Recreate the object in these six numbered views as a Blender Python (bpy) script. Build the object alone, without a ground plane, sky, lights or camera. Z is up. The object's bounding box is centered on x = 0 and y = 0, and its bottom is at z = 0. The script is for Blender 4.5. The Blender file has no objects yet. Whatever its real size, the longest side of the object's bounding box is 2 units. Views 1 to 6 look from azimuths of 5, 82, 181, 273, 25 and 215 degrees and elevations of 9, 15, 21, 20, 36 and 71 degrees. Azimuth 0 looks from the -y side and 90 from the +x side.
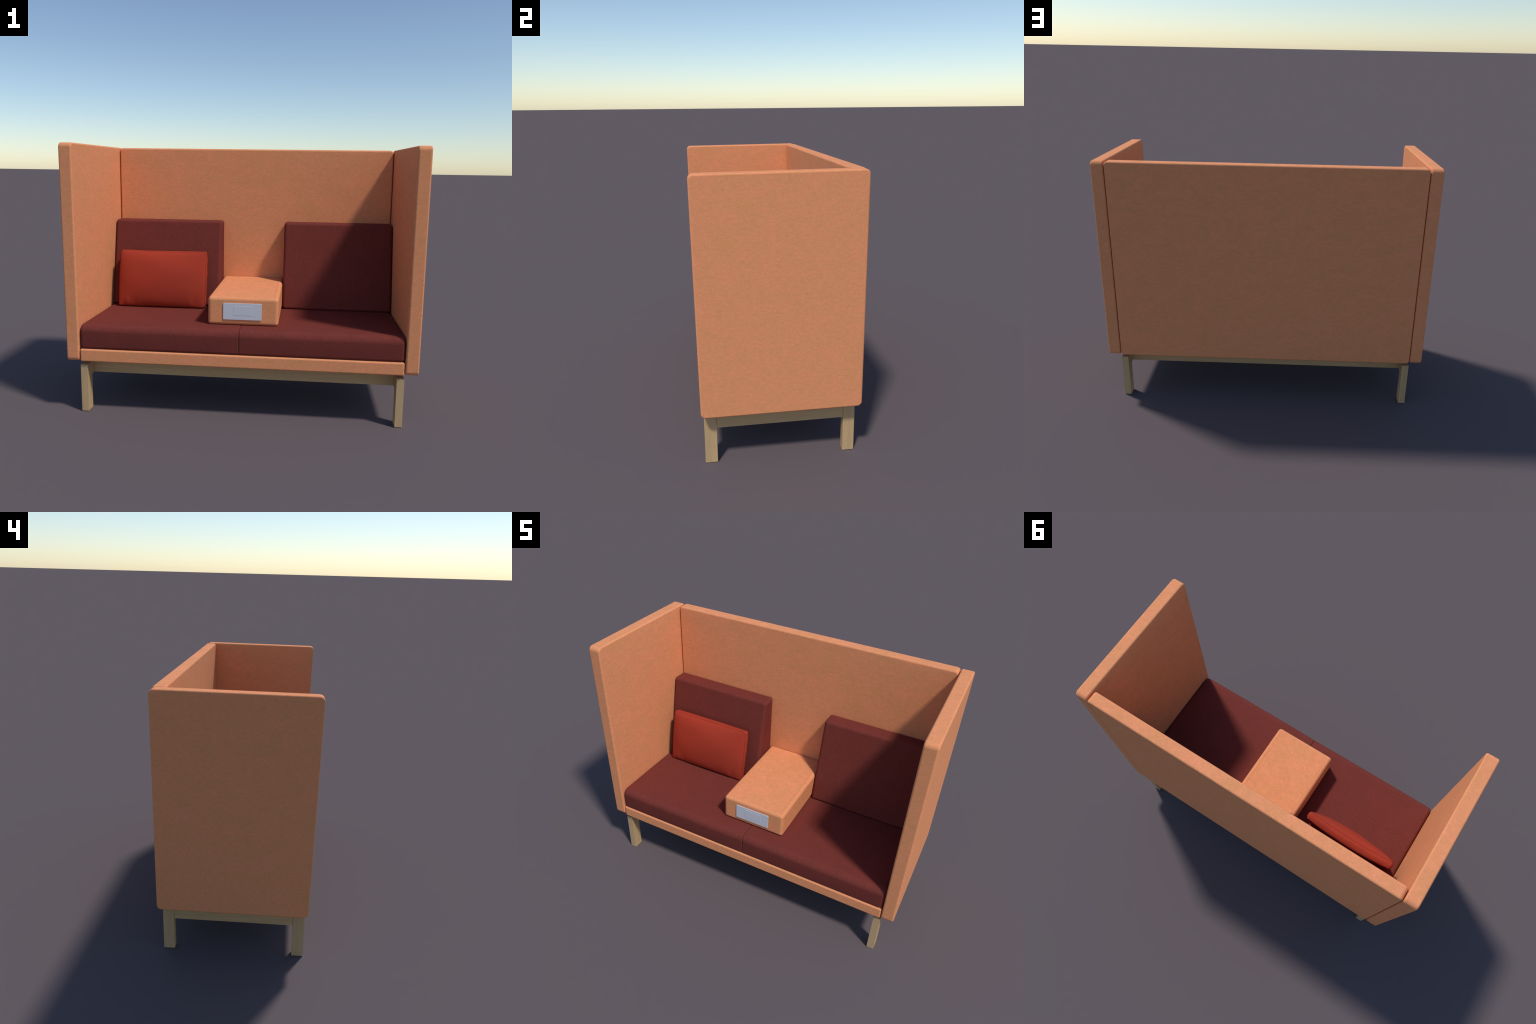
"""High-backed two-seat upholstered booth sofa: terracotta felt panels, wine-red
cushions, a middle armrest with a socket plate, an oak under-frame and a loose pillow."""
import bpy, bmesh, math
from mathutils import Vector, noise

# ------------------------------------------------------------------ sizes (metres)
PANEL_IN, PANEL_OUT = 0.9265, 1.0          # side panel inner / outer face (|x|)
PANEL_BOTTOM, PANEL_TOP = 0.3075, 1.559
BACK_FRONT, BACK_REAR = 0.360, 0.431       # back panel faces (y)
SEAT_TOP, SEAT_BOTTOM = 0.525, 0.384
LEG_IN, LEG_OUT, LEG_TOP = 0.884, 0.926, 0.284


# ------------------------------------------------------------------ materials
def new_mat(name):
    m = bpy.data.materials.new(name)
    m.use_nodes = True
    nt = m.node_tree
    nt.nodes.clear()
    out = nt.nodes.new("ShaderNodeOutputMaterial")
    b = nt.nodes.new("ShaderNodeBsdfPrincipled")
    nt.links.new(b.outputs[0], out.inputs[0])
    return m, nt, b


def coords(nt, scale=(1, 1, 1), rot=(0, 0, 0)):
    tc = nt.nodes.new("ShaderNodeTexCoord")
    mp = nt.nodes.new("ShaderNodeMapping")
    mp.inputs["Scale"].default_value = scale
    mp.inputs["Rotation"].default_value = rot
    nt.links.new(tc.outputs["Object"], mp.inputs[0])
    return mp.outputs[0]


def noise_tex(nt, vec, scale, detail=2.0, rough=0.55):
    n = nt.nodes.new("ShaderNodeTexNoise")
    n.inputs["Scale"].default_value = scale
    n.inputs["Detail"].default_value = detail
    n.inputs["Roughness"].default_value = rough
    nt.links.new(vec, n.inputs["Vector"])
    return n.outputs["Fac"]


def ramp(nt, fac, stops):
    r = nt.nodes.new("ShaderNodeValToRGB")
    els = r.color_ramp.elements
    while len(els) < len(stops):
        els.new(0.5)
    for e, (p, c) in zip(els, stops):
        e.position = p
        e.color = (*c, 1)
    nt.links.new(fac, r.inputs[0])
    return r.outputs[0]


def mix(nt, a, b, fac, mode="MIX"):
    m = nt.nodes.new("ShaderNodeMix")
    m.data_type = "RGBA"
    m.blend_type = mode
    for sock, val in ((m.inputs[0], fac), (m.inputs[6], a), (m.inputs[7], b)):
        if hasattr(val, "is_output"):
            nt.links.new(val, sock)
        elif isinstance(val, (int, float)):
            sock.default_value = val
        else:
            sock.default_value = (*val, 1)
    return m.outputs[2]


def bump(nt, bsdf, height, strength, dist):
    b = nt.nodes.new("ShaderNodeBump")
    b.inputs["Strength"].default_value = strength
    b.inputs["Distance"].default_value = dist
    nt.links.new(height, b.inputs["Height"])
    nt.links.new(b.outputs[0], bsdf.inputs["Normal"])


def scaled(c, k):
    return tuple(min(1.0, x * k) for x in c)


def felt_material(name, base):
    """Melange wool felt: fine fibre speckle over soft, faint clouds."""
    m, nt, b = new_mat(name)
    v = coords(nt)
    fibre = noise_tex(nt, v, 130, 4, 0.7)
    streak = noise_tex(nt, coords(nt, (1, 1, 2.2)), 34, 4, 0.7)
    cloud = noise_tex(nt, coords(nt, (1, 1, 1.7)), 9, 4, 0.65)
    col = ramp(nt, fibre, [(0.28, scaled(base, 0.91)), (0.5, base), (0.72, scaled(base, 1.085))])
    hue = ramp(nt, streak, [(0.30, (0.925, 0.94, 0.925)), (0.70, (1.075, 1.055, 1.065))])
    hue2 = ramp(nt, cloud, [(0.32, (0.955, 0.995, 0.93)), (0.68, (1.05, 1.0, 1.05))])
    col = mix(nt, mix(nt, col, hue, 1.0, "MULTIPLY"), hue2, 1.0, "MULTIPLY")
    nt.links.new(col, b.inputs["Base Color"])
    b.inputs["Roughness"].default_value = 0.95
    b.inputs["Specular IOR Level"].default_value = 0.1
    bump(nt, b, fibre, 0.1, 0.001)
    return m


def weave_material(name, base, amp=0.09, freq=210.0, bumpy=0.2):
    """Plain-woven cloth: two crossed sets of irregular threads."""
    m, nt, b = new_mat(name)
    across = noise_tex(nt, coords(nt, (0.30, 1, 1)), freq, 2, 0.6)
    along = noise_tex(nt, coords(nt, (1, 0.30, 0.30)), freq, 2, 0.6)
    patch = noise_tex(nt, coords(nt), 9, 3, 0.6)
    a = ramp(nt, across, [(0.3, (1 - amp,) * 3), (0.7, (1 + amp,) * 3)])
    c = ramp(nt, along, [(0.3, (1 - amp,) * 3), (0.7, (1 + amp,) * 3)])
    p = ramp(nt, patch, [(0.3, (0.95, 0.98, 0.97)), (0.7, (1.05, 1.02, 1.03))])
    threads = mix(nt, a, c, 1.0, "MULTIPLY")
    col = mix(nt, mix(nt, base, threads, 1.0, "MULTIPLY"), p, 1.0, "MULTIPLY")
    nt.links.new(col, b.inputs["Base Color"])
    b.inputs["Roughness"].default_value = 0.9
    b.inputs["Specular IOR Level"].default_value = 0.1
    bump(nt, b, threads, bumpy, 0.001)
    return m


def oak_material(name, base, axis):
    """Limed oak, grain running along one axis."""
    m, nt, b = new_mat(name)
    s = [1, 1, 1]
    s[axis] = 0.06
    v = coords(nt, tuple(s))
    fine = noise_tex(nt, v, 260, 3, 0.7)
    band = noise_tex(nt, v, 60, 3, 0.6)
    a = ramp(nt, fine, [(0.3, (0.93, 0.925, 0.91)), (0.65, (1.05, 1.045, 1.04))])
    c = ramp(nt, band, [(0.35, (0.94, 0.95, 0.94)), (0.65, (1.05, 1.04, 1.04))])
    col = mix(nt, mix(nt, base, a, 1.0, "MULTIPLY"), c, 1.0, "MULTIPLY")
    nt.links.new(col, b.inputs["Base Color"])
    b.inputs["Roughness"].default_value = 0.7
    b.inputs["Specular IOR Level"].default_value = 0.25
    bump(nt, b, fine, 0.12, 0.0008)
    return m


def plain_material(name, base, rough=0.5, spec=0.4):
    m, nt, b = new_mat(name)
    n = noise_tex(nt, coords(nt), 90, 2)
    nt.links.new(ramp(nt, n, [(0.3, scaled(base, 0.98)), (0.7, scaled(base, 1.02))]), b.inputs["Base Color"])
    b.inputs["Roughness"].default_value = rough
    b.inputs["Specular IOR Level"].default_value = spec
    return m


FELT = felt_material("terracotta_felt", (0.765, 0.302, 0.141))
WINE = weave_material("wine_red_cloth", (0.166, 0.0360, 0.028))  # base darkened from the lit seat front partway toward the shaded seat tops
BRICK = weave_material("brick_red_cloth", (0.36, 0.045, 0.024), 0.03, 300, 0.05)
OAK_X = oak_material("oak_along_rail", (0.54, 0.360, 0.190), 0)
OAK_Y = oak_material("oak_along_side_rail", (0.54, 0.360, 0.190), 1)
OAK_Z = oak_material("oak_along_leg", (0.54, 0.360, 0.190), 2)
PLATE = plain_material("pale_grey_plate", (0.62, 0.62, 0.66), 0.45, 0.3)
FELT_SEAM = plain_material("terracotta_thread", (0.42, 0.175, 0.085), 0.9, 0.1)
BRICK_SEAM = plain_material("brick_thread", (0.16, 0.026, 0.018), 0.9, 0.1)


# ------------------------------------------------------------------ mesh helpers
def rounded_outline(poly, radii, inset, arc, step):
    """Convex counter-clockwise polygon moved inwards by `inset`, corners rounded.
    Straight sides are divided into pieces of about `step` (counts fixed by the
    original polygon, so that every inset of one polygon has the same point count)."""
    n = len(poly)
    pts = [Vector(p) for p in poly]
    normals, counts = [], []
    for i in range(n):
        d = (pts[(i + 1) % n] - pts[i])
        counts.append(max(1, int(round(d.length / step))))
        d.normalize()
        normals.append(Vector((-d.y, d.x)))          # inward for CCW
    corners = []
    for i in range(n):
        n0, n1 = normals[i - 1], normals[i]
        k = inset / (1 + n0.dot(n1))
        corners.append(pts[i] + (n0 + n1) * k)
    out_arcs = []
    for i in range(n):
        n0, n1 = normals[i - 1], normals[i]
        r = max(radii[i] - inset, 0.0006)
        c = corners[i] + (n0 + n1) * (r / (1 + n0.dot(n1)))
        a0 = math.atan2(-n0.y, -n0.x)
        a1 = math.atan2(-n1.y, -n1.x)
        while a1 < a0:
            a1 += 2 * math.pi
        out_arcs.append([c + Vector((math.cos(a0 + (a1 - a0) * t / arc),
                                     math.sin(a0 + (a1 - a0) * t / arc))) * r
                         for t in range(arc + 1)])
    loop = []
    for i in range(n):
        loop += out_arcs[i]
        a, b = out_arcs[i][-1], out_arcs[(i + 1) % n][0]
        for k in range(1, counts[i]):
            loop.append(a.lerp(b, k / counts[i]))
    return loop


def fillet_block(name, poly, radii, lo, hi, r_lo, r_hi, place, mat, parent,
                 arc=6, step=10.0, slices=1, warp=None):
    """Extrude a rounded polygon from depth `lo` to `hi` with filleted ends.
    place(u, v, w) -> (x, y, z)."""
    stations = [(lo + r_lo * (1 - math.cos(math.pi / 2 * t / arc)),
                 r_lo * (1 - math.sin(math.pi / 2 * t / arc))) for t in range(arc + 1)]
    for k in range(1, slices):
        stations.append((lo + r_lo + (hi - r_hi - lo - r_lo) * k / slices, 0.0))
    stations += [(hi - r_hi * (1 - math.sin(math.pi / 2 * t / arc)),
                  r_hi * (1 - math.cos(math.pi / 2 * t / arc))) for t in range(arc + 1)]
    bm = bmesh.new()
    rings = []
    for w, inset in stations:
        ring = []
        for p in rounded_outline(poly, radii, inset, arc, step):
            q = Vector(place(p.x, p.y, w))
            if warp:
                q = warp(q)
            ring.append(bm.verts.new(q))
        rings.append(ring)
    m = len(rings[0])
    for a, b in zip(rings, rings[1:]):
        for i in range(m):
            j = (i + 1) % m
            bm.faces.new((a[i], a[j], b[j], b[i]))
    bm.faces.new(list(reversed(rings[0])))
    bm.faces.new(rings[-1])
    bmesh.ops.recalc_face_normals(bm, faces=bm.faces)
    return finish(name, bm, mat, parent)


def finish(name, bm, mat, parent, weighted=True):
    me = bpy.data.meshes.new(name)
    bm.to_mesh(me)
    bm.free()
    me.polygons.foreach_set("use_smooth", [True] * len(me.polygons))
    me.materials.append(mat)
    ob = bpy.data.objects.new(name, me)
    bpy.context.collection.objects.link(ob)
    ob.parent = parent
    if weighted:
        w = ob.modifiers.new("weighted_normal", "WEIGHTED_NORMAL")
        w.mode = "FACE_AREA"
        w.weight = 80
    return ob


def rect(u0, u1, v0, v1):
    return [(u0, v0), (u1, v0), (u1, v1), (u0, v1)]


YZ = lambda u, v, w: (w, u, v)      # profile in y-z, depth along x
XZ = lambda u, v, w: (u, w, v)      # profile in x-z, depth along y
XY = lambda u, v, w: (u, v, w)      # profile in x-y, depth along z


def tube(name, points, radius, mat, parent, closed=False, sides=6):
    """Thin thread following a list of points."""
    bm = bmesh.new()
    rings = []
    n = len(points)
    for i, p in enumerate(points):
        a = points[i - 1] if (i or closed) else p
        b = points[(i + 1) % n] if (i < n - 1 or closed) else p
        t = (b - a).normalized()
        up = Vector((0, 0, 1)) if abs(t.z) < 0.9 else Vector((0, 1, 0))
        s = t.cross(up).normalized()
        u = s.cross(t)
        rings.append([bm.verts.new(p + (s * math.cos(k * 2 * math.pi / sides)
                                        + u * math.sin(k * 2 * math.pi / sides)) * radius)
                      for k in range(sides)])
    pairs = list(zip(rings, rings[1:])) + ([(rings[-1], rings[0])] if closed else [])
    for a, b in pairs:
        for k in range(sides):
            j = (k + 1) % sides
            bm.faces.new((a[k], a[j], b[j], b[k]))
    if not closed:
        bm.faces.new(list(reversed(rings[0])))
        bm.faces.new(rings[-1])
    bmesh.ops.recalc_face_normals(bm, faces=bm.faces)
    return finish(name, bm, mat, parent, weighted=False)


def empty(name):
    e = bpy.data.objects.new(name, None)
    bpy.context.collection.objects.link(e)
    return e


# ------------------------------------------------------------------ the sofa
sofa = empty("booth_sofa")
sofa["label"] = "high-backed terracotta felt two-seat booth sofa with wine-red cushions"
sofa["category"] = "sofa"

# side panels: front edge leans very slightly forwards towards the top
side_profile = [(-0.4185, PANEL_BOTTOM), (BACK_REAR, PANEL_BOTTOM),
                (BACK_REAR, PANEL_TOP), (-0.4330, PANEL_TOP - 0.006)]
for s in (-1, 1):
    lo, hi = (PANEL_IN, PANEL_OUT) if s > 0 else (-PANEL_OUT, -PANEL_IN)
    fillet_block("side_panel", side_profile, [0.026] * 4, lo, hi, 0.010, 0.010,
                 YZ, FELT, sofa)

# back panel, tucked between the sides with a narrow shadow gap
fillet_block("back_panel", rect(-0.9230, 0.9230, 0.3065, 1.557), [0.022] * 4,
             BACK_FRONT, BACK_REAR, 0.012, 0.010, XZ, FELT, sofa)

# upholstered seat base
fillet_block("seat_base", rect(-0.418, BACK_FRONT - 0.004, 0.3065, 0.382), [0.010] * 4,
             -0.9215, 0.9215, 0.010, 0.010, YZ, FELT, sofa)


# two seat cushions meeting at the middle, gently crowned
def crown(x0, x1):
    def f(q):
        u = (2 * q.x - x0 - x1) / (x1 - x0)
        v = (2 * q.y - (-0.413 + 0.355)) / (0.355 + 0.413)
        k = max(0.0, 1 - u ** 4) * max(0.0, 1 - v ** 4)
        if q.z > 0.5:
            q.z += 0.0005 * k
        if q.y < -0.38:
            q.y -= 0.003 * max(0.0, 1 - u ** 4) * max(0.0, math.sin(math.pi * min(1, max(0, (q.z - SEAT_BOTTOM) / 0.145))))
        return q
    return f


seat_profile = [(-0.413, SEAT_BOTTOM), (0.355, SEAT_BOTTOM), (0.355, SEAT_TOP - 0.010), (-0.413, SEAT_TOP)]
seat_radii = [0.014, 0.02, 0.02, 0.042]
for x0, x1, r0, r1 in ((-0.9245, 0.0, 0.024, 0.006), (0.0005, 0.9245, 0.006, 0.024)):
    fillet_block("seat_cushion", seat_profile, seat_radii, x0, x1, r0, r1, YZ, WINE, sofa,
                 arc=8, step=0.05, slices=24, warp=crown(x0, x1))

# wedge-shaped back cushions
wedge = [(0.148, 0.5185), (0.358, 0.5185), (0.358, 1.077), (0.254, 1.079)]
for x0, x1 in ((-0.9225, -0.1965), (0.2185, 0.9225)):
    fillet_block("back_cushion", wedge, [0.014, 0.008, 0.012, 0.022], x0, x1, 0.020, 0.020,
                 YZ, WINE, sofa, arc=8)

# middle armrest with socket plate and top-stitched side seams
ARM_X0, ARM_X1, ARM_Y0, ARM_Z0, ARM_Z1 = -0.195, 0.2155, -0.295, 0.524, 0.689
armrest = fillet_block("armrest", rect(ARM_X0, ARM_X1, ARM_Z0, ARM_Z1), [0.017, 0.017, 0.020, 0.020],
                       ARM_Y0, BACK_FRONT - 0.003, 0.020, 0.006, XZ, FELT, sofa, arc=8)
for x in (ARM_X0 + 0.028, ARM_X1 - 0.028):
    pts = [Vector((x, BACK_FRONT - 0.01, ARM_Z1 - 0.0003))]
    pts += [Vector((x, ARM_Y0 + 0.020 + 0.02 * (3 - k), ARM_Z1 - 0.0003)) for k in range(3)]
    pts += [Vector((x, ARM_Y0 + 0.020 - 0.020 * math.sin(t), ARM_Z1 - 0.0203 + 0.020 * math.cos(t)))
            for t in (0, 0.3)]
    tube("stitched_seam", pts, 0.0007, FELT_SEAM, armrest)

plate = fillet_block("socket_plate", rect(-0.105, 0.119, 0.558, 0.656), [0.005] * 4,
                     ARM_Y0 - 0.0050, ARM_Y0 - 0.001, 0.0012, 0.001, XZ, PLATE, armrest)
fillet_block("plate_backing", rect(-0.095, 0.109, 0.566, 0.648), [0.003] * 4,
             ARM_Y0 - 0.0020, ARM_Y0 + 0.004, 0.0005, 0.0005, XZ, PLATE, armrest)
fillet_block("socket_flap", rect(-0.044, 0.066, 0.5835, 0.640), [0.0012] * 4,
             ARM_Y0 - 0.0057, ARM_Y0 - 0.004, 0.0005, 0.0005, XZ, PLATE, armrest)

# oak under-frame: legs, side rails between them, set-back long rails
frame = empty("under_frame")
frame.parent = sofa
for s in (-1, 1):
    for y0, y1 in ((-0.403, -0.337), (0.350, 0.414)):
        xs = sorted((s * LEG_IN, s * LEG_OUT))
        fillet_block("leg", rect(xs[0], xs[1], y0, y1), [0.0015] * 4, 0.0, LEG_TOP,
                     0.001, 0.0015, XY, OAK_Z, frame, arc=2)
    xs = sorted((s * (LEG_IN + 0.0005), s * (LEG_OUT - 0.0015)))
    fillet_block("side_rail", rect(-0.3362, 0.3492, 0.205, LEG_TOP - 0.001), [0.0015] * 4,
                 xs[0], xs[1], 0.0015, 0.0015, YZ, OAK_Y, frame, arc=2)
for y0, y1 in ((-0.302, -0.262), (0.278, 0.318)):
    fillet_block("long_rail", rect(y0, y1, 0.205, 0.3060), [0.0015] * 4,
                 -LEG_IN, LEG_IN, 0.0008, 0.0008, YZ, OAK_X, frame, arc=2)

# ------------------------------------------------------------------ the loose pillow
pillow = empty("throw_pillow")
pillow["label"] = "small rectangular brick-red box-edged throw pillow"
pillow["category"] = "pillow"
pillow.location = (-0.570, 0.072, 0.5225)

PW, PH, PB = 0.2835, 0.360, 0.043           # half width, height, border depth
LEAN = math.atan2(0.066, 0.355)


def pillow_point(u, v, side):
    """u, v in -1..1 over the face, side -1 front / +1 rear; local pillow space."""
    w = max(0.0, 1 - u * u) ** 0.50 * max(0.0, 1 - v * v) ** (0.45 if v > 0 else 0.62)
    n = noise.noise(Vector((u * 1.7 + 3, v * 1.4, side * 5))) * 0.006
    crease = 0.0
    if side < 0:   # soft upright folds rising from the lower corners
        for cu, amp in ((-0.80, 0.004), (-0.62, -0.003), (0.68, 0.0035), (0.80, -0.002)):
            crease += amp * math.exp(-((u - cu) / 0.045) ** 2) * math.exp(-((v + 0.86) / 0.16) ** 2)
    bulge = (0.047 if side < 0 else 0.030) * w + n * w + crease
    x = u * PW
    z = (v + 1) / 2 * PH
    # edges bow: the short sides swell, the top sags a little, corners are rounded off
    x += 0.004 * u * (1 - v * v)
    z -= 0.003 * (1 - u * u) * (1 if v > 0 else 0.3) * v
    y = side * bulge + (PB / 2) * side + PB / 2
    y += 0.012 * (1 - u * u) * max(0.0, v) ** 3       # top edge bends towards the back
    return Vector((x, y, z))


def pillow_outline(k, total):
    """Rounded-square parameter loop, returns u, v on the border."""
    a = 2 * math.pi * k / total
    c, s = math.cos(a), math.sin(a)
    e = 0.085
    u = math.copysign(abs(c) ** e, c)
    v = math.copysign(abs(s) ** e, s)
    return u, v


def lean(p):
    c, s = math.cos(LEAN), math.sin(LEAN)
    return Vector((p.x, p.y * c + p.z * s, p.z * c - p.y * s + 0.006))


def border_wobble(p):
    return 0.0022 * noise.noise(Vector((p.x * 9, 1.5, p.z * 26)))


def grid_to_round(i, j, N):
    """Grid cell to u, v with rounded outer corners (radius about 2 cm)."""
    # finer towards the border
    f = lambda t: math.sin(math.pi / 2 * t) * 0.75 + t * 0.25
    u, v = f(2 * i / N - 1), f(2 * j / N - 1)
    ru, rv = 0.045, 0.072
    du, dv = abs(u) - (1 - ru), abs(v) - (1 - rv)
    if du > 0 and dv > 0:
        a, b = du / ru, dv / rv
        # map the unit square corner onto a quarter disc
        m, l = max(a, b), math.hypot(a, b)
        if l > 0:
            a, b = a * m / l, b * m / l
        u = math.copysign(1 - ru + a * ru, u)
        v = math.copysign(1 - rv + b * rv, v)
    return u, v


def build_pillow():
    N = 64
    bm = bmesh.new()
    faces_v = {}
    for side in (-1, 1):
        g = {}
        for i in range(N + 1):
            for j in range(N + 1):
                u, v = grid_to_round(i, j, N)
                p = pillow_point(u, v, side)
                edge = i in (0, N) or j in (0, N)
                if edge:
                    p.x += border_wobble(p) * (0.6 if side < 0 else 1.0)
                g[i, j] = bm.verts.new(lean(p))
        for i in range(N):
            for j in range(N):
                q = (g[i, j], g[i + 1, j], g[i + 1, j + 1], g[i, j + 1])
                bm.faces.new(q if side < 0 else tuple(reversed(q)))
        faces_v[side] = g
    loop = ([(i, 0) for i in range(N)] + [(N, j) for j in range(N)]
            + [(i, N) for i in range(N, 0, -1)] + [(0, j) for j in range(N, 0, -1)])
    M = 6
    centre = Vector((0, 0, 0.18))
    strips = [[faces_v[-1][ij] for ij in loop]]
    for k in range(1, M):
        t = k / M
        ring = []
        for a, ij in zip(strips[0], loop):
            b = faces_v[1][ij]
            p = a.co.lerp(b.co, t)
            out = (p - centre)
            u, v = grid_to_round(ij[0], ij[1], N)
            d = Vector((math.copysign(abs(u) ** 12, u), 0, math.copysign(abs(v) ** 12, v)))
            if d.length:
                d.normalize()
            amp = 0.007 * math.sin(math.pi * t)
            amp += 0.0030 * math.sin(math.pi * t) * noise.noise(Vector((p.x * 14, t * 1.5, p.z * 30)))
            ring.append(bm.verts.new(p + d * amp))
        strips.append(ring)
    strips.append([faces_v[1][ij] for ij in loop])
    n = len(loop)
    for a, b in zip(strips, strips[1:]):
        for i in range(n):
            j = (i + 1) % n
            bm.faces.new((a[i], b[i], b[j], a[j]))
    bmesh.ops.recalc_face_normals(bm, faces=bm.faces)
    seams = [[v.co.copy() for v in strips[0]], [v.co.copy() for v in strips[-1]]]
    finish("pillow_cover", bm, BRICK, pillow, weighted=False)
    for pts in seams:
        tube("pillow_seam", pts, 0.0011, BRICK_SEAM, pillow, closed=True)


build_pillow()
